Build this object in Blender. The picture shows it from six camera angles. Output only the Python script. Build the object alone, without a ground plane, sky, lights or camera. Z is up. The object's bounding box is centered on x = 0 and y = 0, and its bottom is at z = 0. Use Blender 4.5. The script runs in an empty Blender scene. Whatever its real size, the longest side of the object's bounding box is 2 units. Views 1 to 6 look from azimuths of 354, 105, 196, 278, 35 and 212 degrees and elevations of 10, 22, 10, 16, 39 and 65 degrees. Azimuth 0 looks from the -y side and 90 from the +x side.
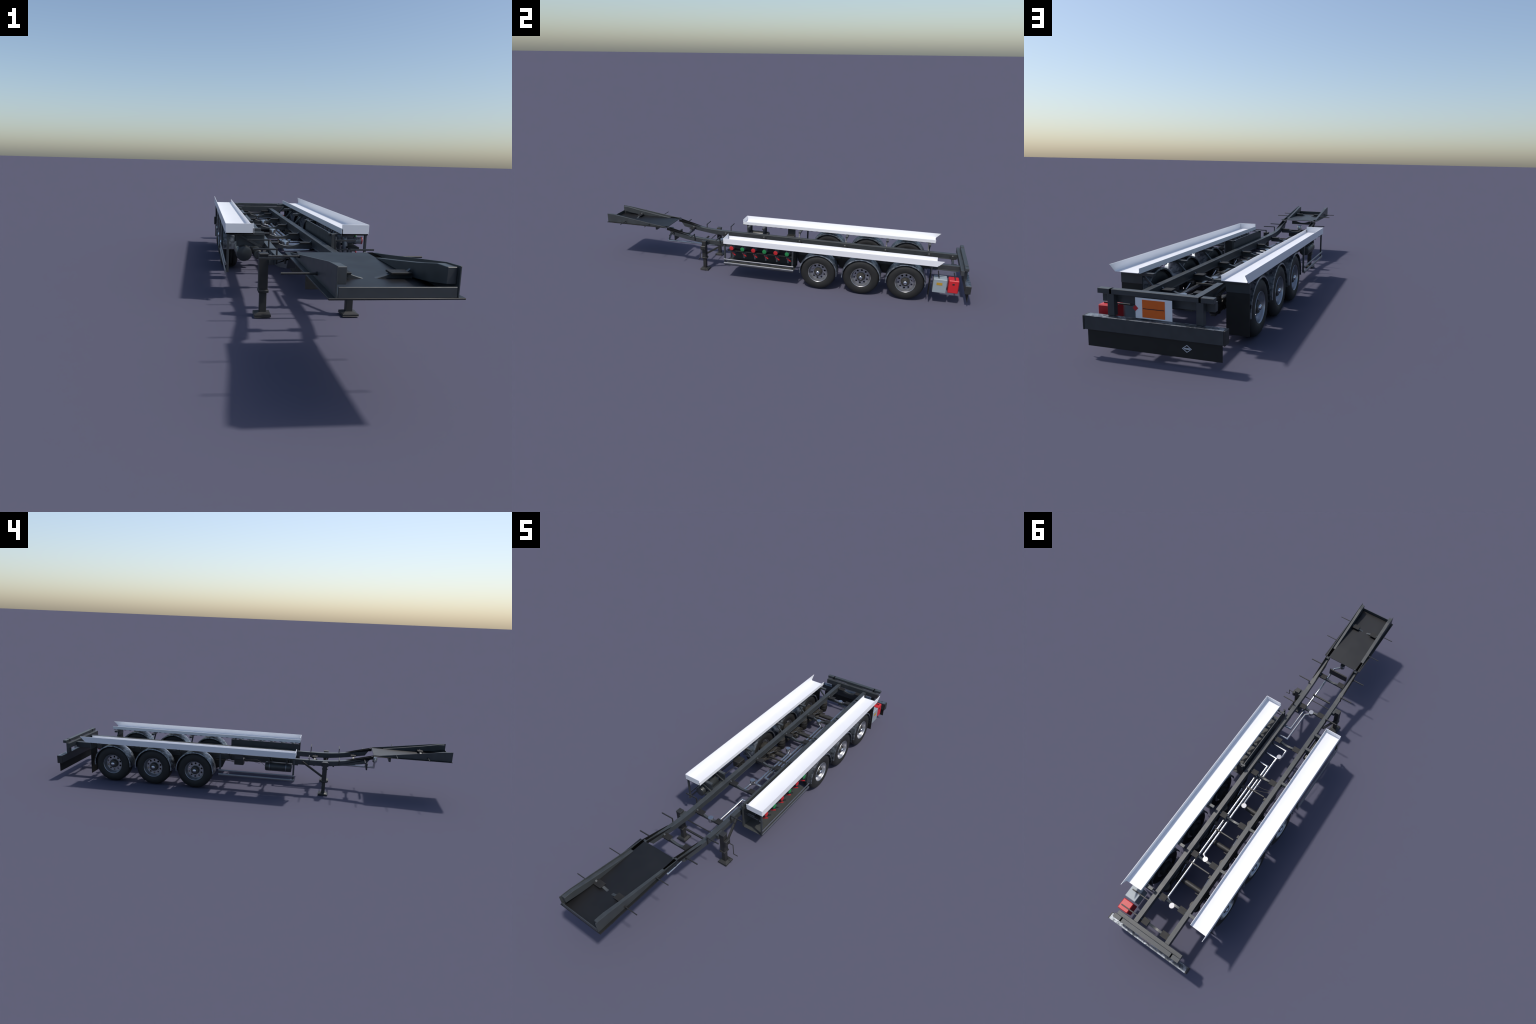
import bpy, bmesh, math, random
from mathutils import Vector, Matrix

random.seed(7)
SCN = bpy.context.scene

# ------------------------------------------------------------------ materials
def mat(name, color, rough=0.5, metal=0.0, spec=0.5, var=0.0, scale=30.0, rvar=0.0, bump=0.0,
        dust=None, coat=0.0):
    m = bpy.data.materials.new(name)
    m.use_nodes = True
    nt = m.node_tree
    b = nt.nodes["Principled BSDF"]
    b.inputs["Base Color"].default_value = (*color, 1)
    b.inputs["Roughness"].default_value = rough
    b.inputs["Metallic"].default_value = metal
    b.inputs["Specular IOR Level"].default_value = spec
    b.inputs["Coat Weight"].default_value = coat
    if var or rvar or bump or dust:
        tc = nt.nodes.new("ShaderNodeTexCoord")
        nz = nt.nodes.new("ShaderNodeTexNoise")
        nz.inputs["Scale"].default_value = scale
        nz.inputs["Detail"].default_value = 2
        nt.links.new(tc.outputs["Object"], nz.inputs["Vector"])
        if var or dust:
            cr = nt.nodes.new("ShaderNodeValToRGB")
            cr.color_ramp.elements[0].position = 0.3
            cr.color_ramp.elements[1].position = 0.7
            cr.color_ramp.elements[0].color = (*[c * (1 - var) for c in color], 1)
            hi = dust if dust else [min(1, c * (1 + var)) for c in color]
            cr.color_ramp.elements[1].color = (*hi, 1)
            nt.links.new(nz.outputs["Fac"], cr.inputs["Fac"])
            nt.links.new(cr.outputs["Color"], b.inputs["Base Color"])
        if rvar:
            mr = nt.nodes.new("ShaderNodeMapRange")
            mr.inputs["From Min"].default_value = 0.3
            mr.inputs["From Max"].default_value = 0.7
            mr.inputs["To Min"].default_value = max(0.02, rough - rvar)
            mr.inputs["To Max"].default_value = min(1, rough + rvar)
            nt.links.new(nz.outputs["Fac"], mr.inputs["Value"])
            nt.links.new(mr.outputs["Result"], b.inputs["Roughness"])
        if bump:
            bp = nt.nodes.new("ShaderNodeBump")
            bp.inputs["Strength"].default_value = bump
            bp.inputs["Distance"].default_value = 0.0006
            nt.links.new(nz.outputs["Fac"], bp.inputs["Height"])
            nt.links.new(bp.outputs["Normal"], b.inputs["Normal"])
    return m

def galvanised(name, dark, light, scale, rough):
    """zinc coating: crystal-like cells of different grey, soft sheen"""
    m = bpy.data.materials.new(name)
    m.use_nodes = True
    nt = m.node_tree
    b = nt.nodes["Principled BSDF"]
    tc = nt.nodes.new("ShaderNodeTexCoord")
    nz = nt.nodes.new("ShaderNodeTexNoise")
    nz.inputs["Scale"].default_value = scale * 0.6
    nz.inputs["Detail"].default_value = 4
    mixv = nt.nodes.new("ShaderNodeMix")
    mixv.data_type = 'VECTOR'
    mixv.inputs["Factor"].default_value = 0.02
    vo = nt.nodes.new("ShaderNodeTexVoronoi")
    vo.inputs["Scale"].default_value = scale
    nt.links.new(tc.outputs["Object"], nz.inputs["Vector"])
    nt.links.new(tc.outputs["Object"], mixv.inputs["A"])
    nt.links.new(nz.outputs["Color"], mixv.inputs["B"])
    nt.links.new(mixv.outputs["Result"], vo.inputs["Vector"])
    sep = nt.nodes.new("ShaderNodeSeparateColor")
    nt.links.new(vo.outputs["Color"], sep.inputs["Color"])
    add = nt.nodes.new("ShaderNodeMath")
    add.operation = 'MULTIPLY_ADD'
    nt.links.new(sep.outputs["Red"], add.inputs[0])
    add.inputs[1].default_value = 0.5
    nt.links.new(nz.outputs["Fac"], add.inputs[2])
    cr = nt.nodes.new("ShaderNodeValToRGB")
    cr.color_ramp.elements[0].position = 0.42
    cr.color_ramp.elements[1].position = 1.0
    cr.color_ramp.elements[0].color = (*dark, 1)
    cr.color_ramp.elements[1].color = (*light, 1)
    nt.links.new(add.outputs["Value"], cr.inputs["Fac"])
    nt.links.new(cr.outputs["Color"], b.inputs["Base Color"])
    b.inputs["Metallic"].default_value = 0.85
    mr = nt.nodes.new("ShaderNodeMapRange")
    mr.inputs["To Min"].default_value = rough - 0.12
    mr.inputs["To Max"].default_value = rough + 0.12
    nt.links.new(sep.outputs["Green"], mr.inputs["Value"])
    nt.links.new(mr.outputs["Result"], b.inputs["Roughness"])
    return m

M = dict(
    plate=mat("deck_paint", (0.0085, 0.0088, 0.0098), 0.45, 0, 0.42, 0.10, 14, 0.04),
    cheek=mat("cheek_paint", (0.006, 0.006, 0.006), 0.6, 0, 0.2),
    paint=mat("chassis_paint", (0.041, 0.046, 0.049), 0.42, 0, 0.5, 0.10, 40, 0.05),
    dark=mat("dark_steel", (0.022, 0.022, 0.0215), 0.5, 0, 0.5, 0.15, 60, 0.05),
    pad=mat("pad_rubber", (0.017, 0.0165, 0.016), 0.6, 0, 0.3, 0.12, 80, 0.05),
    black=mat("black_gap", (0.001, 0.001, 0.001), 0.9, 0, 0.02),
    rubber=mat("tyre_rubber", (0.019, 0.019, 0.0185), 0.62, 0, 0.35, 0.10, 60, 0.05, 0.1),
    flap=mat("flap_rubber", (0.019, 0.019, 0.018), 0.6, 0, 0.3, 0.12, 40, 0.05),
    white=mat("white_coat", (0.80, 0.80, 0.82), 0.38, 0, 0.5, 0.012, 12, 0.03),
    steel=mat("polished_steel", (0.44, 0.45, 0.47), 0.22, 0.9),
    rail=mat("aluminium_bar", (0.22, 0.225, 0.245), 0.42, 0.85),
    rim=mat("silver_rim", (0.42, 0.425, 0.45), 0.36, 0.85),
    hub=mat("hub_iron", (0.045, 0.043, 0.038), 0.45, 0.2, 0.5, 0.2, 90, 0.08),
    chrome=mat("hub_cap_metal", (0.60, 0.62, 0.66), 0.18, 1.0),
    axle=mat("axle_iron", (0.038, 0.036, 0.032), 0.5, 0.1, 0.5, 0.25, 90, 0.08),
    valve=mat("valve_metal", (0.24, 0.255, 0.28), 0.38, 0.55, 0.5, 0.08, 80, 0.05),
    tray=mat("tray_paint", (0.048, 0.051, 0.050), 0.55, 0, 0.4, 0.10, 40, 0.05),
    red=mat("red_paint", (0.46, 0.016, 0.020), 0.4, 0, 0.5, 0.04, 40, 0.05),
    green=mat("green_paint", (0.015, 0.20, 0.055), 0.4, 0, 0.5, 0.04, 40),
    redbox=mat("red_box_paint", (0.52, 0.018, 0.023), 0.38, 0, 0.5, 0.03, 40, 0.04),
    greybox=mat("grey_box_paint", (0.27, 0.31, 0.335), 0.4, 0, 0.5, 0.03, 40, 0.04),
    yellow=mat("yellow_label", (0.42, 0.24, 0.02), 0.5),
    orange=mat("orange_panel", (0.74, 0.135, 0.010), 0.5, 0, 0.4, 0.03, 40),
    signw=mat("sign_white", (0.76, 0.77, 0.79), 0.45),
    mark=mat("mark_white", (0.60, 0.62, 0.66), 0.5),
    ink=mat("black_ink", (0.012, 0.012, 0.014), 0.5),
    zinc=galvanised("galvanised_zinc", (0.075, 0.085, 0.10), (0.32, 0.35, 0.38), 110, 0.44),
    zinc_dull=galvanised("weathered_zinc", (0.05, 0.057, 0.065), (0.25, 0.27, 0.295), 110, 0.46),
    cable=mat("cable_rubber", (0.05, 0.045, 0.035), 0.6),
    tank=mat("tank_paint", (0.030, 0.034, 0.036), 0.38, 0, 0.5, 0.08, 50, 0.05),
)

# ------------------------------------------------------------------ builders
def empty(name, parent=None, loc=(0, 0, 0)):
    o = bpy.data.objects.new(name, None)
    SCN.collection.objects.link(o)
    o.empty_display_size = 0.05
    o.location = loc
    if parent: o.parent = parent
    return o

ROOT = empty("tank_trailer")
ROOT["label"] = "dark grey three axle tank trailer chassis with white side troughs"
ROOT["category"] = "trailer"

def finish(name, bm, material, parent=None, smooth=None, bevel=0.0, kind=None):
    if bevel:
        bmesh.ops.remove_doubles(bm, verts=bm.verts, dist=1e-6)
        es = [e for e in bm.edges if len(e.link_faces) == 2 and e.calc_face_angle(0) > 0.6]
        bmesh.ops.bevel(bm, geom=es, offset=bevel, segments=1, affect='EDGES', clamp_overlap=True)
    bmesh.ops.recalc_face_normals(bm, faces=bm.faces)
    me = bpy.data.meshes.new(name)
    bm.to_mesh(me)
    bm.free()
    mats = material if isinstance(material, (list, tuple)) else [material]
    for m in mats: me.materials.append(m)
    if smooth:
        me.shade_smooth()
        me.set_sharp_from_angle(angle=math.radians(smooth))
    o = bpy.data.objects.new(name, me)
    SCN.collection.objects.link(o)
    o.parent = parent or ROOT
    if kind: o["kind"] = kind
    return o

def add_box(bm, x0, x1, y0, y1, z0, z1):
    if x0 > x1: x0, x1 = x1, x0
    vs = [bm.verts.new((x, y, z)) for z in (z0, z1) for x, y in ((x0, y0), (x1, y0), (x1, y1), (x0, y1))]
    for f in ((3, 2, 1, 0), (4, 5, 6, 7), (0, 1, 5, 4), (1, 2, 6, 5), (2, 3, 7, 6), (3, 0, 4, 7)):
        bm.faces.new([vs[i] for i in f])
    return vs

def box(name, x0, x1, y0, y1, z0, z1, m, parent=None, bevel=0.0006):
    bm = bmesh.new()
    add_box(bm, x0, x1, y0, y1, z0, z1)
    return finish(name, bm, m, parent, bevel=bevel)

def add_prism(bm, pts, axis, a, b):
    """extrude polygon pts (2D, in the remaining two axes in xyz order) from a to b along axis"""
    def P(p, t):
        if axis == 'x': return (t, p[0], p[1])
        if axis == 'y': return (p[0], t, p[1])
        return (p[0], p[1], t)
    va = [bm.verts.new(P(p, a)) for p in pts]
    vb = [bm.verts.new(P(p, b)) for p in pts]
    n = len(pts)
    bm.faces.new(va)
    bm.faces.new(vb[::-1])
    for i in range(n):
        bm.faces.new((va[i], vb[i], vb[(i + 1) % n], va[(i + 1) % n]))

def prism(name, pts, axis, a, b, m, parent=None, bevel=0.0005, smooth=None):
    bm = bmesh.new()
    add_prism(bm, pts, axis, a, b)
    return finish(name, bm, m, parent, bevel=bevel, smooth=smooth)

def add_tube(bm, pts, r, seg=12, square=False, cap=True):
    """round (or square) rod swept along a polyline with mitred corners; r may be a list"""
    pts = [Vector(p) for p in pts]
    n = len(pts)
    rs = r if isinstance(r, (list, tuple)) else [r] * n
    if square: seg = 4
    t0 = (pts[1] - pts[0]).normalized()
    ref = Vector((0, 0, 1)) if abs(t0.z) < 0.9 else Vector((0, 1, 0))
    u = t0.cross(ref).normalized()
    w = u.cross(t0).normalized()
    ph = math.pi / 4 if square else 0
    k = math.sqrt(2) if square else 1
    ring = [pts[0] + (u * math.cos(ph + 2 * math.pi * i / seg) + w * math.sin(ph + 2 * math.pi * i / seg)) * rs[0] * k for i in range(seg)]
    rings = [[bm.verts.new(p) for p in ring]]
    for j in range(1, n):
        d = (pts[j] - pts[j - 1]).normalized()
        if j < n - 1:
            d2 = (pts[j + 1] - pts[j]).normalized()
            nrm = (d + d2).normalized()
        else:
            nrm = d
        new = []
        sc = rs[j] / rs[j - 1]
        for p in ring:
            off = p - pts[j - 1]
            q = pts[j - 1] + off
            t = (pts[j] - q).dot(nrm) / d.dot(nrm)
            q = q + d * t
            if sc != 1: q = pts[j] + (q - pts[j]) * sc
            new.append(q)
        ring = new
        rings.append([bm.verts.new(p) for p in ring])
    for a, b in zip(rings, rings[1:]):
        for i in range(seg):
            bm.faces.new((a[i], a[(i + 1) % seg], b[(i + 1) % seg], b[i]))
    if cap:
        bm.faces.new(rings[0][::-1])
        bm.faces.new(rings[-1])

def tube(name, pts, r, m, parent=None, seg=12, square=False):
    bm = bmesh.new()
    add_tube(bm, pts, r, seg, square)
    return finish(name, bm, m, parent, smooth=None if square else 50, bevel=0.0)

def add_lathe(bm, prof, origin, axis='x', seg=48, closed=False):
    """revolve prof [(along, radius)] round an axis through origin"""
    ox, oy, oz = origin
    rings = []
    for a, r in prof:
        ring = []
        for i in range(seg):
            t = 2 * math.pi * i / seg
            c, s = math.cos(t) * r, math.sin(t) * r
            p = {'x': (ox + a, oy + c, oz + s), 'y': (ox + c, oy + a, oz + s), 'z': (ox + c, oy + s, oz + a)}[axis]
            ring.append(bm.verts.new(p))
        rings.append(ring)
    pairs = list(zip(rings, rings[1:])) + ([(rings[-1], rings[0])] if closed else [])
    for a, b in pairs:
        for i in range(seg):
            bm.faces.new((a[i], a[(i + 1) % seg], b[(i + 1) % seg], b[i]))
    if not closed:
        for ring in (rings[0], rings[-1]):
            bm.faces.new(ring)

def lathe(name, prof, origin, axis, m, parent=None, seg=32, closed=False, smooth=35):
    bm = bmesh.new()
    add_lathe(bm, prof, origin, axis, seg, closed)
    return finish(name, bm, m, parent, smooth=smooth)

SIDES = (1, -1)      # +x is the valve side, -x the air-tank side

# ------------------------------------------------------------------ main rails with gooseneck
RAIL_TOP = [(0.9475, .1645), (-0.26, .1645), (-0.36, .1648), (-0.42, .1675), (-0.458, .1710), (-0.4995, .1770),
            (-0.54, .1835), (-0.59, .1905), (-0.626, .1965)]
RAIL_BOT = [(-0.626, .2085), (-0.6125, .195), (-0.6, .180), (-0.593, .1692), (-0.5439, .1606), (-0.51, .1540), (-0.462, .1470), (-0.41, .1410),
            (-0.36, .1385), (-0.26, .1378), (0.9475, .1375)]
XI, XO = 0.072, 0.0925
for s in SIDES:
    # top edge first goes rear -> front, then under the neck back to the rear
    pts = RAIL_TOP[:-1] + [(-0.6255, .1965), (-0.6110, .1950)] + RAIL_BOT[3:]
    prism("main_rail", pts, 'x', s * XI, s * XO, M['paint'], bevel=0.0006)
    # tapered near-black strips along both edges of the neck, up to the plate
    for xa, xb in ((XI - .0006, XI + .0022), (XO - .0022, XO + .0006)):
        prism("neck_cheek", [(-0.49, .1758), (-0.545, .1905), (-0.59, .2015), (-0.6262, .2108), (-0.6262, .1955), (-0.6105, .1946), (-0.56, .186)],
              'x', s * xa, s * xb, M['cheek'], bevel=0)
    box("neck_web", s * (XI + .003), s * (XO - .003), -0.6262, -0.616, .196, .2075, M['paint'])
    # lower flange strip
    box("rail_flange", s * (XI - .001), s * (XO + .001), -0.25, 0.9440, .1362, .1400, M['paint'], bevel=0.0004)
    # splice plate on the outside of the straight part near the landing gear
    box("splice_plate", s * XO, s * (XO + .0012), -0.375, -0.29, .141, .1625, M['paint'], bevel=0.0003)

# ------------------------------------------------------------------ kingpin plate, side walls
box("kingpin_plate", -0.1025, 0.1025, -1.0, -0.626, .2093, .2120, M['plate'], bevel=0.0004)
box("front_lip", -0.0885, 0.0885, -0.9990, -0.9965, .2120, .2283, M['paint'], bevel=0.0004)
for s in SIDES:
    prism("side_wall", [(-0.6262, .2120), (-0.7324, .2262), (-0.836, .2405), (-0.955, .2568), (-0.9985, .2592), (-0.9985, .2120)],
          'x', s * .0905, s * .0925, M['paint'], bevel=0.0003)
    prism("wedge_beam", [(-0.686, .2121), (-0.782, .2262), (-0.8876, .2425), (-0.955, .2548), (-0.9905, .2562), (-0.9905, .2305),
                         (-0.93, .2200), (-0.86, .2121)],
          'x', s * .0752, s * .0905, M['paint'], bevel=0.0006)
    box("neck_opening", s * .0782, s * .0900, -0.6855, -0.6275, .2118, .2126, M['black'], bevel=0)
    box("neck_corner", s * .0700, s * .0770, -0.6300, -0.6240, .2085, .2126, M['paint'], bevel=0.0003)
box("drop_panel", -0.050, 0.050, -0.604, -0.597, .124, .160, M['dark'], bevel=0.0006)

# ------------------------------------------------------------------ saddle cross members + pads
def cross_member(y, zp, full=True, half=XI, pads=True):
    g = empty("saddle_cross_member", ROOT)
    hw = 0.005
    top, bot, mid = zp - .0032, zp - .0205, zp - .0125
    up = [(-half, top)]
    for i in range(17):
        x = -0.037 + 0.074 * i / 16
        k = math.cos(math.pi / 2 * x / 0.037)
        up.append((x, top - (top - mid) * k))
    up.append((half, top))
    pts = up + [(half, bot), (-half, bot)]
    prism("saddle_beam", pts, 'y', y - hw, y + hw, M['paint'], g, bevel=0.0004)
    if pads:
        for s in SIDES:
            box("support_pad", s * .0340, s * .0705, y - .0135, y + .0135, zp - .0034, zp, M['pad'], g, bevel=0.0005)
            prism("pad_lug", [(s * .0660, zp), (s * .0718, zp + .0045), (s * .0718, zp)], 'y', y - .0035, y + .0035, M['paint'], g, bevel=0)
    return g
PADS = [(-0.533, .1718), (-0.3337, .1515), (-0.1022, .1515), (0.106, .1510), (0.3605, .1510), (0.5795, .1510), (0.8056, .1525), (0.9245, .1530)]
for y, z in PADS:
    cross_member(y, z)
cross_member(-0.8680, .2235, half=.0752)
cross_member(-0.709, .2000, half=.060, pads=False)
box("plate_bracket", -0.062, 0.062, -0.724, -0.694, .2060, .2090, M['dark'], bevel=0.0004)

# ------------------------------------------------------------------ guide rods along the neck
for s in SIDES:
    for y, z, zs in ((-0.8835, .2225, None), (-0.7340, .2228, None), (-0.5835, .1890, .178), (-0.4585, .1888, .152), (-0.3088, .1888, .148)):
        bm = bmesh.new()
        if zs is None:
            add_tube(bm, [(s * .0915, y, z), (s * .1528, y, z)], .0020, 8)
            add_tube(bm, [(s * .0915, y, z), (s * .0955, y, z)], .0032, 8)
        else:
            add_tube(bm, [(s * .0940, y, zs), (s * .0940, y, z), (s * .1528, y, z)], .0020, square=True)
        finish("guide_rod", bm, M['dark'], smooth=50)

# ------------------------------------------------------------------ white side troughs
Y0, Y1 = -0.2455, 0.8360
for s in SIDES:
    g = empty("side_trough", ROOT)
    # bent sheet: inner lip, floor and outer wall with rounded folds
    rf, th = .0050, .0015
    mid = [(.1292, .2145), (.1292, .1993 + rf)]
    mid += [(.1292 + rf - rf * math.cos(t), .1993 + rf - rf * math.sin(t)) for t in [math.pi / 2 * i / 6 for i in range(1, 6)]]
    mid += [(.1292 + rf, .1993), (.2100 - rf, .1993)]
    mid += [(.2100 - rf + rf * math.sin(t), .1993 + rf - rf * math.cos(t)) for t in [math.pi / 2 * i / 6 for i in range(1, 6)]]
    mid += [(.2100, .1993 + rf), (.2100, .2262)]
    up, lo = [], []
    for i, (x, z) in enumerate(mid):
        x0, z0 = mid[max(i - 1, 0)]
        x1, z1 = mid[min(i + 1, len(mid) - 1)]
        d = math.hypot(x1 - x0, z1 - z0)
        nx, nz_ = -(z1 - z0) / d, (x1 - x0) / d
        up.append((x + nx * th / 2, z + nz_ * th / 2))
        lo.append((x - nx * th / 2, z - nz_ * th / 2))
    # square outer corner below the fold, as the sheet is backed by an angle
    loop = up + lo[::-1]
    bm = bmesh.new()
    def yend(x, z): return Y1 + (.0275 * max(0, z - .1985) / .0277 if x > .2040 else 0)
    va = [bm.verts.new((s * x, Y0, z)) for x, z in loop]
    vb = [bm.verts.new((s * x, yend(x, z), z)) for x, z in loop]
    n = len(loop)
    for i in range(n):
        bm.faces.new((va[i], vb[i], vb[(i + 1) % n], va[(i + 1) % n]))
    h = len(up)
    for i in range(h - 1):
        bm.faces.new((va[i], va[i + 1], va[n - 2 - i], va[n - 1 - i]))
        bm.faces.new((vb[i], vb[i + 1], vb[n - 2 - i], vb[n - 1 - i]))
    finish("trough_sheet", bm, M['white'], g, smooth=40)
    box("trough_skirt", s * .2094, s * .2108, Y0, Y1 - .001, .1975, .2050, M['white'], g, bevel=0.0003)
    box("lip_skirt", s * .1284, s * .1298, Y0 + .001, Y1 - .001, .1978, .2050, M['white'], g, bevel=0.0003)
    bm = bmesh.new()
    # front wall, stepped at its inner lower corner
    add_prism(bm, [(s * .1300, .2262), (s * .2090, .2262), (s * .2090, .1990), (s * .1322, .1990), (s * .1322, .2125), (s * .1300, .2125)], 'y', Y0 - .0006, Y0 + .0016)
    finish("trough_front_wall", bm, M['white'], g, bevel=0.0003)
    box("front_gap", s * .1305, s * .2085, Y0 - .0002, Y0 + .0030, .1962, .1990, M['black'], g, bevel=0)  # solid black pieces: a strip below the front wall and a filler in its notch
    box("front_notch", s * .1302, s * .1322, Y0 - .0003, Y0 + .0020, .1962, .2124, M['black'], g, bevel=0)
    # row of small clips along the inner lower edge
    bm = bmesh.new()
    for i in range(36):
        y = Y0 + .012 + i * .030
        add_box(bm, s * .1276, s * .1306, y, y + .013, .1958, .1982)
    finish("lip_clips", bm, M['paint'], g, kind="stuff")
    # dark edge angle under the front
    box("trough_angle", s * .1290, s * .2075, Y0 + .001, Y0 + .012, .1945, .1975, M['dark'], g, bevel=0.0003)
# outriggers that carry the troughs
for s in SIDES:
    ys = [0.1000, 0.3655, 0.5855, 0.8060] if s < 0 else [0.3655, 0.5855, 0.8060]
    for y in ys:
        g = empty("outrigger", ROOT)
        box("outrigger_arm", s * .0960, s * .2020, y - .0065, y + .0065, .1865, .1960, M['paint'], g)
        tube("outrigger_brace", [(s * .0925, y - .004, .1430), (s * .1350, y - .004, .1860)], .0030, M['paint'], g, square=True)

# ------------------------------------------------------------------ side guards
for s in SIDES:
    g = empty("side_guard", ROOT)
    for y in (-0.2440, 0.1230):
        box("guard_post", s * .1995, s * .2060, y, y + .0085, .0780 if s > 0 else .0835, .1975, M['paint'], g)
    for z0, z1 in ((.1045, .1128), (.0802, .0928)):
        bm = bmesh.new()
        zc, hz = (z0 + z1) / 2, (z1 - z0) / 2
        pts = [(s * (.2087 + .0025 * math.cos(t)), zc + hz * math.sin(t)) for t in [2 * math.pi * (i + .5) / 16 for i in range(16)]]
        add_prism(bm, pts, 'y', -0.2450, 0.1340)
        finish("guard_bar", bm, M['rail'], g, smooth=50)

# ------------------------------------------------------------------ wheels, axles, suspension
WY = (0.2605, 0.4780, 0.6955)
RT = 0.0905
def tyre_profile():
    # (x inward offset from outer face = 0 .. width, radius)
    w = 0.064
    half = [(0.0060, .0470), (0.0030, .0505), (0.0008, .0580), (0.0, .0660), (0.0010, .0750), (0.0042, .0835), (0.0085, .0882), (0.0125, .0898)]
    grooves = []
    for c in (0.021, 0.032, 0.043):
        grooves += [(c - .0016, RT), (c - .0012, RT - .0035), (c + .0012, RT - .0035), (c + .0016, RT)]
    return half + [(0.0145, RT)] + grooves + [(w - a, r) for a, r in ([(0.0145, RT)] + half[::-1])]

def wheel(s, y):
    g = empty("wheel", ROOT)
    xo = 0.2030
    prof = [(-s * a, r) for a, r in tyre_profile()]
    lathe("tyre", prof + [(-s * .055, .0480), (-s * .009, .0480)], (s * xo, y, RT), 'x', M['rubber'], g, seg=72, closed=True, smooth=40)
    # rim: barrel and dished disc
    def P(l): return [(-s * a, r) for a, r in l]
    bm = bmesh.new()
    add_lathe(bm, P([(0.0225, .0408), (0.0190, .0430), (0.0140, .0448), (0.0100, .0462), (0.0065, .0468), (0.0030, .0478), (0.0018, .0492), (0.0030, .0500),
                     (0.0080, .0500), (0.0160, .0470), (0.0270, .0440), (0.0480, .0450), (0.0560, .0480), (0.0600, .0500), (0.0605, .0492), (0.0585, .0470),
                     (0.0500, .0436), (0.0270, .0420), (0.0250, .0408)]), (s * xo, y, RT), 'x', 60, closed=True)
    # disc made of ten cells, each pierced by a round hole
    r0, r1, rm, rh, N = .0205, .0410, .0336, .0050, 24
    xf, xb = s * (xo - .0232), s * (xo - .0262)
    for i in range(10):
        a0 = math.pi / 2 + (-.075 if s > 0 else .02) + 2 * math.pi * i / 10
        da = math.pi / 10
        C, O = [], []
        for j in range(N):
            t = 2 * math.pi * (j + .5) / N
            ct, st = math.cos(t), math.sin(t)
            C.append((rm + rh * ct, a0 + rh * st / rm))
            k = min((r1 - rm) / ct if ct > 1e-9 else 9, (r0 - rm) / ct if ct < -1e-9 else 9, da / abs(st))
            O.append((rm + k * ct, a0 + max(-da, min(da, k * st))))
        # snap the sample nearest to each corner onto it
        for rr in (r0, r1):
            for aa in (a0 - da, a0 + da):
                j = min(range(N), key=lambda q: (O[q][0] - rr) ** 2 + ((O[q][1] - aa) * rm) ** 2)
                O[j] = (rr, aa)
        def V(p, x): return bm.verts.new((x, y + p[0] * math.cos(p[1]), RT + p[0] * math.sin(p[1])))
        cf, of = [V(p, xf) for p in C], [V(p, xf) for p in O]
        cb, ob = [V(p, xb) for p in C], [V(p, xb) for p in O]
        for j in range(N):
            q = (j + 1) % N
            bm.faces.new((cf[j], cf[q], of[q], of[j]))
            bm.faces.new((cb[j], ob[j], ob[q], cb[q]))
            bm.faces.new((cf[j], cb[j], cb[q], cf[q]))
    bmesh.ops.remove_doubles(bm, verts=bm.verts, dist=2e-5)
    finish("rim", bm, M['rim'], g, smooth=40)
    for i in range(10):
        a2 = math.pi / 2 + (-.075 if s > 0 else .02) + 2 * math.pi * (i + .5) / 10
        cy, cz = y + .0268 * math.cos(a2), RT + .0268 * math.sin(a2)
        lathe("wheel_nut", [(0, .0021), (s * .0022, .0021), (s * .0034, .0012)], (s * (xo - .0236), cy, cz), 'x', M['chrome'], g, seg=6, smooth=None)
    lathe("hub", [(-s * .020, .0215), (0, .0220), (s * .0060, .0218), (s * .0130, .0205), (s * .0170, .0180), (s * .0180, .0110)], (s * (xo - .0236), y, RT), 'x', M['hub'], g, seg=32)
    lathe("hub_cap", [(0, .0100), (s * .0040, .0098), (s * .0066, .0078), (s * .0078, .0042), (s * .0081, .001)], (s * (xo - .0060), y, RT), 'x', M['chrome'], g, seg=24)
    # brake drum on the inner side
    lathe("brake_drum", [(0, .0300), (-s * .0020, .0345), (-s * .0220, .0345), (-s * .0240, .0300), (-s * .0280, .0200)], (s * (xo - .0560), y, RT), 'x', M['axle'], g, seg=32)

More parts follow.
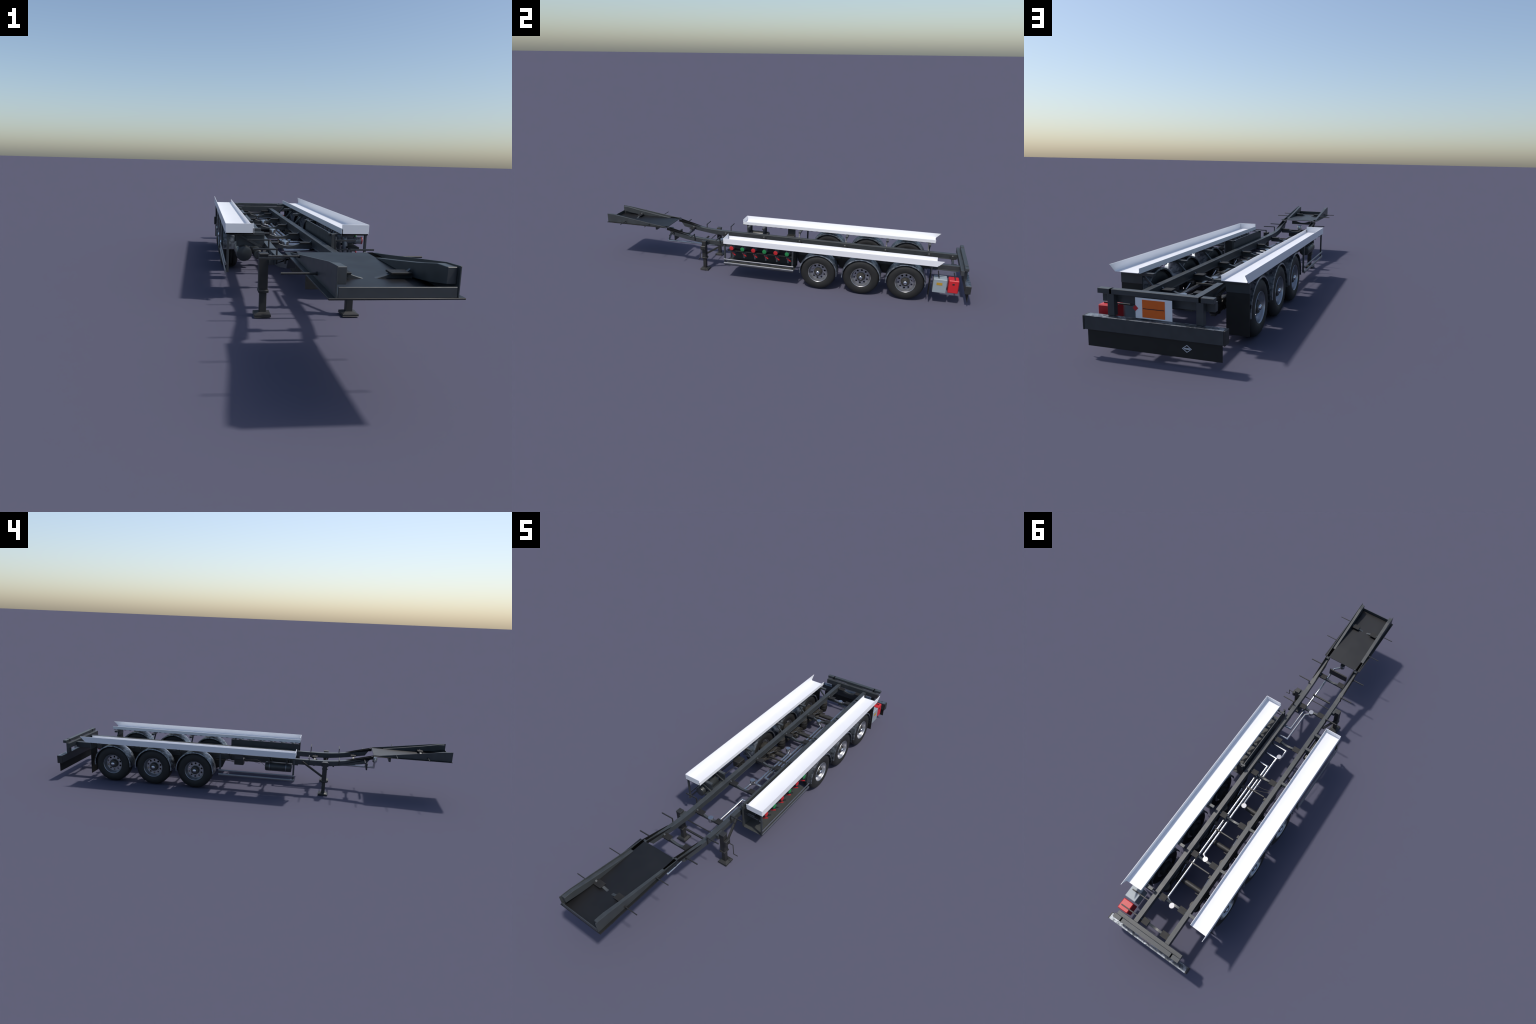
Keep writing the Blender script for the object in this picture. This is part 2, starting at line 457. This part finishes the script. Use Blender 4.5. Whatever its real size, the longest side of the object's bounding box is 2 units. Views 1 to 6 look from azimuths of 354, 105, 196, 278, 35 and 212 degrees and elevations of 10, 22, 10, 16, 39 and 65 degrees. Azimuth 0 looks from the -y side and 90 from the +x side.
for y in WY:
    for s in SIDES:
        wheel(s, y)
        # arched fender
        bm = bmesh.new()
        R0 = 0.0975
        n = 40
        sec = [(.1355, -.0045), (.1362, .0), (.1700, .0008), (.2028, .0), (.2042, -.0038)]
        th = .0014
        rings = []
        for i in range(n + 1):
            a = math.radians(-5.5 + 191 * i / n)
            outer = [((s * x), y + (R0 + d) * math.cos(a), RT + (R0 + d) * math.sin(a)) for x, d in sec]
            inner = [((s * x), y + (R0 + d - th) * math.cos(a), RT + (R0 + d - th) * math.sin(a)) for x, d in sec][::-1]
            rings.append([bm.verts.new(p) for p in outer + inner])
        for a, b in zip(rings, rings[1:]):
            k = len(a)
            for i in range(k):
                bm.faces.new((a[i], a[(i + 1) % k], b[(i + 1) % k], b[i]))
        bm.faces.new(rings[0]); bm.faces.new(rings[-1][::-1])
        finish("fender", bm, M['zinc'], smooth=40)
        # hanger bracket below the rail
        prism("hanger_bracket", [(y - .140, .138), (y - .062, .138), (y - .066, .112), (y - .086, .0855), (y - .113, .0850), (y - .120, .0900)],
              'x', s * .0760, s * .0900, M['dark'], bevel=0.0008)
        # trailing arm, spring seat, air bag
        g = empty("suspension", ROOT)
        prism("trailing_arm", [(y - .105, .100), (y - .09, .108), (y - .02, .1120), (y + .025, .1080), (y + .060, .0860), (y + .085, .0800), (y + .085, .0740), (y + .05, .0760), (y, .0800), (y - .09, .0900)],
              'x', s * .0720, s * .0880, M['axle'], g, bevel=0.001)
        ax = s * .0790
        lathe("air_bag", [(.0, .0130), (.0020, .0172), (.0120, .0185), (.0170, .0205), (.0250, .0216), (.0300, .0212), (.0320, .0204), (.0340, .0213), (.0430, .0212), (.0470, .0190), (.0490, .0170)],
              (ax, y + .067, .0780), 'z', M['rubber'], g, seg=28, smooth=45)
        lathe("air_bag_plate", [(0, .020), (.0110, .020)], (ax, y + .067, .1255), 'z', M['axle'], g, seg=24)
        # hanger bolt block and shock absorber
        box("shock_mount", s * .0560, s * .0700, y - .0770, y - .0620, .1260, .1345, M['axle'], g)
        tube("shock_absorber", [(s * .0625, y - .0600, .1300), (s * .0612, y - .0190, .1150)], .0022, M['steel'], g, seg=10)
        tube("shock_tube", [(s * .0612, y - .0250, .1172), (s * .0605, y - .0040, .1060)], .0042, M['axle'], g, seg=12)
        # axle clamp, brake chamber, slack adjuster
        box("axle_clamp", s * .0690, s * .0910, y - .019, y + .019, .0760, .1150, M['axle'], g, bevel=0.002)
        lathe("brake_chamber", [(0, .0080), (.003, .0115), (.010, .0120), (.0130, .0128), (.0150, .0120), (.0240, .0115), (.0270, .0080)],
              (s * .0640, y - .0470, .0900), 'y', M['axle'], g, seg=20)
        tube("push_rod", [(s * .0640, y - .021, .0900), (s * .0640, y + .004, .0920)], .0020, M['axle'], g, seg=8)
        box("slack_adjuster", s * .0610, s * .0670, y - .004, y + .008, .0880, .1080, M['axle'], g)
    tube("axle_tube", [(-.150, y, RT), (-.100, y, RT), (-.0500, y, RT), (.0500, y, RT), (.100, y, RT), (.150, y, RT)], [.0085, .0105, .0112, .0112, .0105, .0085], M['axle'], seg=20)
    tube("brake_shaft", [(-.130, y + .018, RT + .006), (-.040, y + .018, RT + .006)], .0030, M['axle'], seg=8)
    tube("brake_shaft", [(.040, y + .018, RT + .006), (.130, y + .018, RT + .006)], .0030, M['axle'], seg=8)
for y in (0.1812, 0.4312, 0.6155):
    box("hanger_tie", -.0500, .0500, y - .0030, y + .0030, .1210, .1290, M['axle'])

# ------------------------------------------------------------------ mud flaps behind the last wheels
for s in SIDES:
    g = empty("wheel_flap", ROOT)
    box("flap_holder", s * .1340, s * .2065, .8070, .8120, .1615, .1975, M['paint'], g)
    box("flap_sheet", s * .1345, s * .2060, .8085, .8105, .0340, .1620, M['flap'], g, bevel=0.0003)

# ------------------------------------------------------------------ rear frame, bumper, sign
g = empty("rear_frame", ROOT)
for x0, x1 in ((-.1692, -.1330), (-.1270, .1270), (.1330, .1692)):
    box("end_beam", x0, x1, .9640, .9820, .1735, .1875, M['paint'], g)
for s in SIDES:
    box("beam_joint", s * .1268, s * .1332, .9645, .9815, .1740, .1865, M['black'], g, bevel=0)
    box("bumper_post", s * .1200, s * .1400, .9640, .9810, .1130, .1736, M['paint'], g)
box("inner_beam", -.1660, .1660, .9475, .9636, .1470, .1728, M['paint'], g)
g = empty("rear_bumper", ROOT)
box("bumper_beam", -.2020, .2020, .9740, .9990, .0735, .1112, M['paint'], g)
box("bumper_top", -.2020, .2020, .9735, .9995, .1112, .1124, M['zinc_dull'], g, bevel=0.0003)
for s in SIDES:
    box("bumper_cap", s * .2021, s * .2072, .9725, 1.0000, .0722, .1122, M['dark'], g, bevel=0.001)
g = empty("rear_flap", ROOT)
box("flap_sheet", -.1970, .1970, .9905, .9925, .0252, .0750, M['flap'], g, bevel=0.0003)
# diamond mark with a lettered band (plain bars) on the flap
bm = bmesh.new()
cx, cz, hw, hh = -.0985, .0510, .0138, .0104
dia = [(hw, 0), (0, hh), (-hw, 0), (0, -hh)]
k = .80
for i in range(4):
    a, b = dia[i], dia[(i + 1) % 4]
    quad = [(cx + a[0], cz + a[1]), (cx + b[0], cz + b[1]), (cx + b[0] * k, cz + b[1] * k), (cx + a[0] * k, cz + a[1] * k)]
    add_prism(bm, quad, 'y', .9923, .9931)
finish("diamond_mark", bm, M['mark'], g)
bm = bmesh.new()
for i in range(7):
    x = cx - .0078 + i * .0024
    h = .0022 if i not in (0, 6) else .0015
    add_box(bm, x - .0007, x + .0011, .9923, .9930, cz - h, cz + h)
add_box(bm, cx - .0082, cx + .0085, .9923, .9929, cz - .0004, cz + .0004)
finish("mark_band", bm, M['mark'], g, kind="stuff")
g = empty("hazard_sign", ROOT)
box("sign_board", -.0536, .0536, .9825, .9840, .1160, .1720, M['signw'], g, bevel=0.0003)
box("orange_plate", -.0330, .0330, .9838, .9847, .1195, .1677, M['orange'], g, bevel=0.0002)
box("sign_line", -.0310, .0310, .9845, .9852, .1428, .1446, M['ink'], g, bevel=0)
bm = bmesh.new()
add_prism(bm, [(.0530 + .0080, .1432), (.0530, .1512), (.0530 - .0080, .1432), (.0530, .1352)], 'y', .9836, .9850)
finish("red_diamond", bm, M['red'], g)
# boxes on the valve side at the rear
g = empty("extinguisher_box", ROOT)
box("box_body", .1450, .1970, .8965, .9440, .0630, .1290, M['redbox'], g, bevel=0.003)
box("box_latch", .1965, .1978, .9140, .9240, .1060, .1140, M['ink'], g, bevel=0.0003)
box("box_hanger", .0980, .1890, .9225, .9275, .1290, .1330, M['dark'], g)
g = empty("document_box", ROOT)
box("box_body", .1460, .2010, .8250, .8885, .0600, .1305, M['greybox'], g, bevel=0.002)
box("box_label", .2008, .2016, .8410, .8680, .1000, .1135, M['yellow'], g, bevel=0.0002)
box("box_hanger", .0980, .1890, .8475, .8525, .1306, .1346, M['dark'], g)

# ------------------------------------------------------------------ landing gear
for s in SIDES:
    g = empty("landing_leg", ROOT)
    def X(a): return s * a
    box("leg_tube", X(.1060), X(.1300), -.4020, -.3790, .0700, .1635, M['dark'], g, bevel=0.0012)
    box("leg_top", X(.1055), X(.1305), -.4035, -.3775, .1625, .1680, M['dark'], g, bevel=0.0012)
    box("leg_collar", X(.1035), X(.1310), -.4060, -.3750, .0635, .0715, M['dark'], g, bevel=0.0015)
    box("inner_leg", X(.1080), X(.1265), -.3990, -.3815, .0050, .0650, M['dark'], g, bevel=0.0012)
    bm = bmesh.new()
    x0, x1, y0, y1 = .0965, .1405, -.4125, -.3665
    lo = [(x0, y0, .0), (x1, y0, .0), (x1, y1, .0), (x0, y1, .0)]
    mi = [(x, y, .0060) for x, y, _ in lo]
    hi = [(.1065, -.4005, .0105), (.1285, -.4005, .0105), (.1285, -.3800, .0105), (.1065, -.3800, .0105)]
    L = [[bm.verts.new((s * x, y, z)) for x, y, z in r] for r in (lo, mi, hi)]
    for a, b in zip(L, L[1:]):
        for i in range(4): bm.faces.new((a[i], a[(i + 1) % 4], b[(i + 1) % 4], b[i]))
    bm.faces.new(L[0]); bm.faces.new(L[2])
    finish("leg_foot", bm, M['dark'], g, bevel=0.0006)
    box("leg_bracket", X(.0925), X(.1065), -.4080, -.3730, .1400, .1600, M['paint'], g)
    tube("leg_brace", [(X(.1000), -.2750, .1560), (X(.1180), -.3800, .0920)], .0044, M['dark'], g, square=True)
    if s > 0:
        box("gear_box", X(.1300), X(.1440), -.4060, -.3770, .1180, .1420, M['dark'], g, bevel=0.0025)
        tube("crank_handle", [(.144, -.389, .1275), (.1680, -.391, .1300), (.1725, -.3955, .0842), (.1925, -.396, .0842)], .0018, M['dark'], g, seg=8)
tube("gear_shaft", [(-.106, -.394, .1385), (.106, -.394, .1385)], .0022, M['dark'], seg=10)
box("leg_tie", -.0500, .0500, -.4365, -.4285, .1270, .1340, M['dark'])

# ------------------------------------------------------------------ air tanks, brackets and control box (-x side)
def air_tank(x, z, r, y0, y1, straps):
    g = empty("air_tank", ROOT)
    L = y1 - y0
    lathe("tank_shell", [(0, r * .80), (.0015, r * .93), (.0050, r), (L - .005, r), (L - .0015, r * .93), (L, r * .80)], (x, y0, z), 'y', M['tank'], g, seg=40)
    for y in straps:
        lathe("tank_strap", [(0, r + .0002), (0, r + .0008), (.004, r + .0008), (.004, r + .0002)], (x, y, z), 'y', M['rail'], g, seg=40, closed=True)
air_tank(-.1537, .1350, .0230, -.2265, -.0945, (-.2010, -.1190))
air_tank(-.1115, .1320, .0142, -.2265, -.0905, ())
for y in (-.2030, -.1140):
    g = empty("tank_bracket", ROOT)
    box("bracket_plate", -.1757, -.0925, y - .001, y + .001, .1540, .1960, M['paint'], g, bevel=0.0003)
    box("bracket_flange", -.2020, -.0940, y - .0065, y + .0065, .1870, .1965, M['paint'], g)
    tube("bracket_brace", [(-.1680, y - .004, .1880), (-.0960, y - .004, .1480)], .0030, M['paint'], g, square=True)
    for yy in (y + .002,):
        box("tank_hanger", -.1560, -.1510, yy, yy + .004, .1560, .1900, M['paint'], g, bevel=0.0003)
g = empty("brake_control_box", ROOT)
box("box_body", -.1530, -.1168, .0182, .0655, .1272, .1580, M['dark'], g, bevel=0.0012)
box("box_mount", -.1180, -.0925, .0380, .0460, .1400, .1430, M['dark'], g)
box("box_hanger", -.1526, -.1508, .0200, .0640, .1575, .1978, M['paint'], g, bevel=0.0003)
box("box_port", -.1240, -.1185, .0145, .0184, .1480, .1535, M['axle'], g)

# ------------------------------------------------------------------ valve cabinet (+x side)
g = empty("valve_cabinet", ROOT)
box("cabinet_floor", .1030, .2065, -.2425, .1310, .0766, .0788, M['tray'], g, bevel=0.0004)
box("cabinet_back", .1015, .1050, -.2400, .1320, .0788, .1975, M['paint'], g, bevel=0.0004)
for y in (-.2425, .1300):
    box("cabinet_edge", .1005, .1090, y, y + .0030, .0770, .1975, M['tray'], g, bevel=0.0004)
box("cabinet_shelf", .1560, .1900, -.2280, .1220, .1515, .1570, M['flap'], g)
box("cabinet_ledge", .1050, .1900, -.2300, -.2270, .1480, .1515, M['tray'], g, bevel=0.0003)
for y in (-.2240, .1180):
    box("cabinet_crossbar", .1000, .2015, y, y + .0070, .1925, .1965, M['paint'], g)
    box("crossbar_clip", .0945, .1015, y - .002, y + .009, .1905, .1985, M['paint'], g)
prism("cabinet_end", [(.1050, .1960), (.1400, .1960), (.1400, .0960), (.1250, .0800), (.1050, .0800)], 'y', .1285, .1300, M['dark'], g, bevel=0)
VY = [-.2032 + .06 * i for i in range(6)]
for i, y in enumerate(VY):
    v = empty("drain_valve", ROOT)
    col = M['red'] if i % 2 == 0 else M['green']
    z = .1735
    lathe("valve_cap", [(-.0012, .0108), (0, .0112), (.0018, .0110), (.0026, .0080), (.0028, .0010)], (.2020, y, z), 'x', col, v, seg=28)
    lathe("valve_barrel", [(0, .0085), (.0060, .0098), (.0240, .0098), (.0250, .0112), (.0330, .0112), (.0340, .0104), (.0480, .0104)], (.1540, y, z), 'x', M['valve'], v, seg=28)
    lathe("valve_downpipe", [(0, .0045), (.0100, .0072), (.0400, .0080), (.0640, .0080), (.0690, .0055)], (.1530, y, .1150), 'z', M['valve'], v, seg=24)
    lathe("valve_outlet", [(0, .0040), (.0080, .0056), (.0180, .0068), (.0330, .0070), (.0340, .0060)], (.1680, y, .1120), 'z', M['valve'], v, seg=24)
    tube("valve_handle", [(.1838, y - .0035, .1437), (.1950, y + .0190, .1332)], .0019, M['red'], v, square=True)
    lathe("handle_pivot", [(0, .0040), (.0160, .0040)], (.1680, y - .0035, .1440), 'x', M['valve'], v, seg=14)
    tube("valve_inlet", [(.1530, y, .1180), (.1530, y, .1200), (.0960, y, .1200)], .0055, M['valve'], v)
    lathe("valve_vent", [(0, .0022), (.020, .0024), (.021, .002)], (.160, y + .004, .1860), 'x', M['valve'], v, seg=12)
    lathe("vent_tip", [(0, .0024), (.004, .0024), (.005, .001)], (.1805, y + .004, .1860), 'x', M['red'] if i % 2 else M['green'], v, seg=12)

# ------------------------------------------------------------------ product pipes and foot valves
PZ = .1200
DISC = [(-.6415, .1800), (-.3294, .1430), (-.0288, .1430), (.2717, .1430), (.5739, .1430), (.8135, .1437)]
PIPES = [
    [(.100, VY[0], PZ), (.0430, VY[0], PZ), (.0430, -.6430, .1165), (.002, -.6415, .1560)],
    [(.100, VY[1], PZ), (.0255, VY[1], PZ), (.0255, -.3120, PZ), (.0, -.3294, PZ + .004)],
    [(.100, VY[2], PZ), (-.0070, VY[2], PZ), (-.0070, -.0450, PZ), (.0, -.0288, PZ + .004)],
    [(.100, VY[3], PZ), (.0110, VY[3], PZ), (.0110, .2560, PZ), (.0, .2717, PZ + .004)],
    [(.100, VY[4], PZ), (.0250, VY[4], PZ), (.0250, .5560, PZ), (.0, .5739, PZ + .004)],
    [(.100, VY[5], PZ), (.0430, VY[5], PZ), (.0430, .7950, PZ), (.0, .8135, PZ + .004)],
]
for p in PIPES:
    tube("product_pipe", p, .0057, M['steel'], seg=16)
for i, (y, zt) in enumerate(DISC):
    h = .0230
    lathe("foot_valve", [(0, .0100), (.0012, .0116), (h - .0010, .0123), (h, .0117)], (0, y, zt - h), 'z', M['steel'], seg=32)
# air and brake lines
def curve_line(pts, r=.0009):
    pts = [Vector(p) for p in pts]
    out = []
    n = len(pts)
    for i in range(n - 1):
        p0, p1, p2, p3 = pts[max(i - 1, 0)], pts[i], pts[i + 1], pts[min(i + 2, n - 1)]
        for k in range(6):
            t = k / 6
            out.append(0.5 * ((2 * p1) + (p2 - p0) * t + (2 * p0 - 5 * p1 + 4 * p2 - p3) * t * t + (3 * p1 - p0 - 3 * p2 + p3) * t ** 3))
    out.append(pts[-1])
    return out
LINES = [
    [(-.108, .040, .140), (-.080, .110, .1360), (.010, .095, .1320), (.055, .115, .1280)],
    [(-.108, .050, .136), (-.070, .140, .1300), (.000, .175, .1290), (.060, .200, .1200)],
    [(-.112, .062, .134), (-.085, .120, .1300), (-.030, .150, .1330), (.050, .150, .1340)],
    [(-.108, .055, .130), (-.095, .180, .1300), (-.060, .215, .1150), (-.052, .215, .1050)],
    [(-.125, .066, .130), (-.112, .120, .1350), (-.097, .300, .1330), (-.060, .430, .1100)],
    [(-.120, .018, .148), (-.1200, -.020, .1520), (-.1250, -.052, .1520), (-.1400, -.0930, .1290)],
    [(-.115, .018, .135), (-.1050, -.010, .1380), (-.1000, -.040, .1330), (-.1080, -.0600, .1300)],
    [(.060, .200, .120), (.095, .300, .1330), (.095, .520, .1330), (.055, .650, .1080)],
]
for p in LINES:
    tube("air_line", curve_line(p), .0009, M['cable'], seg=6)
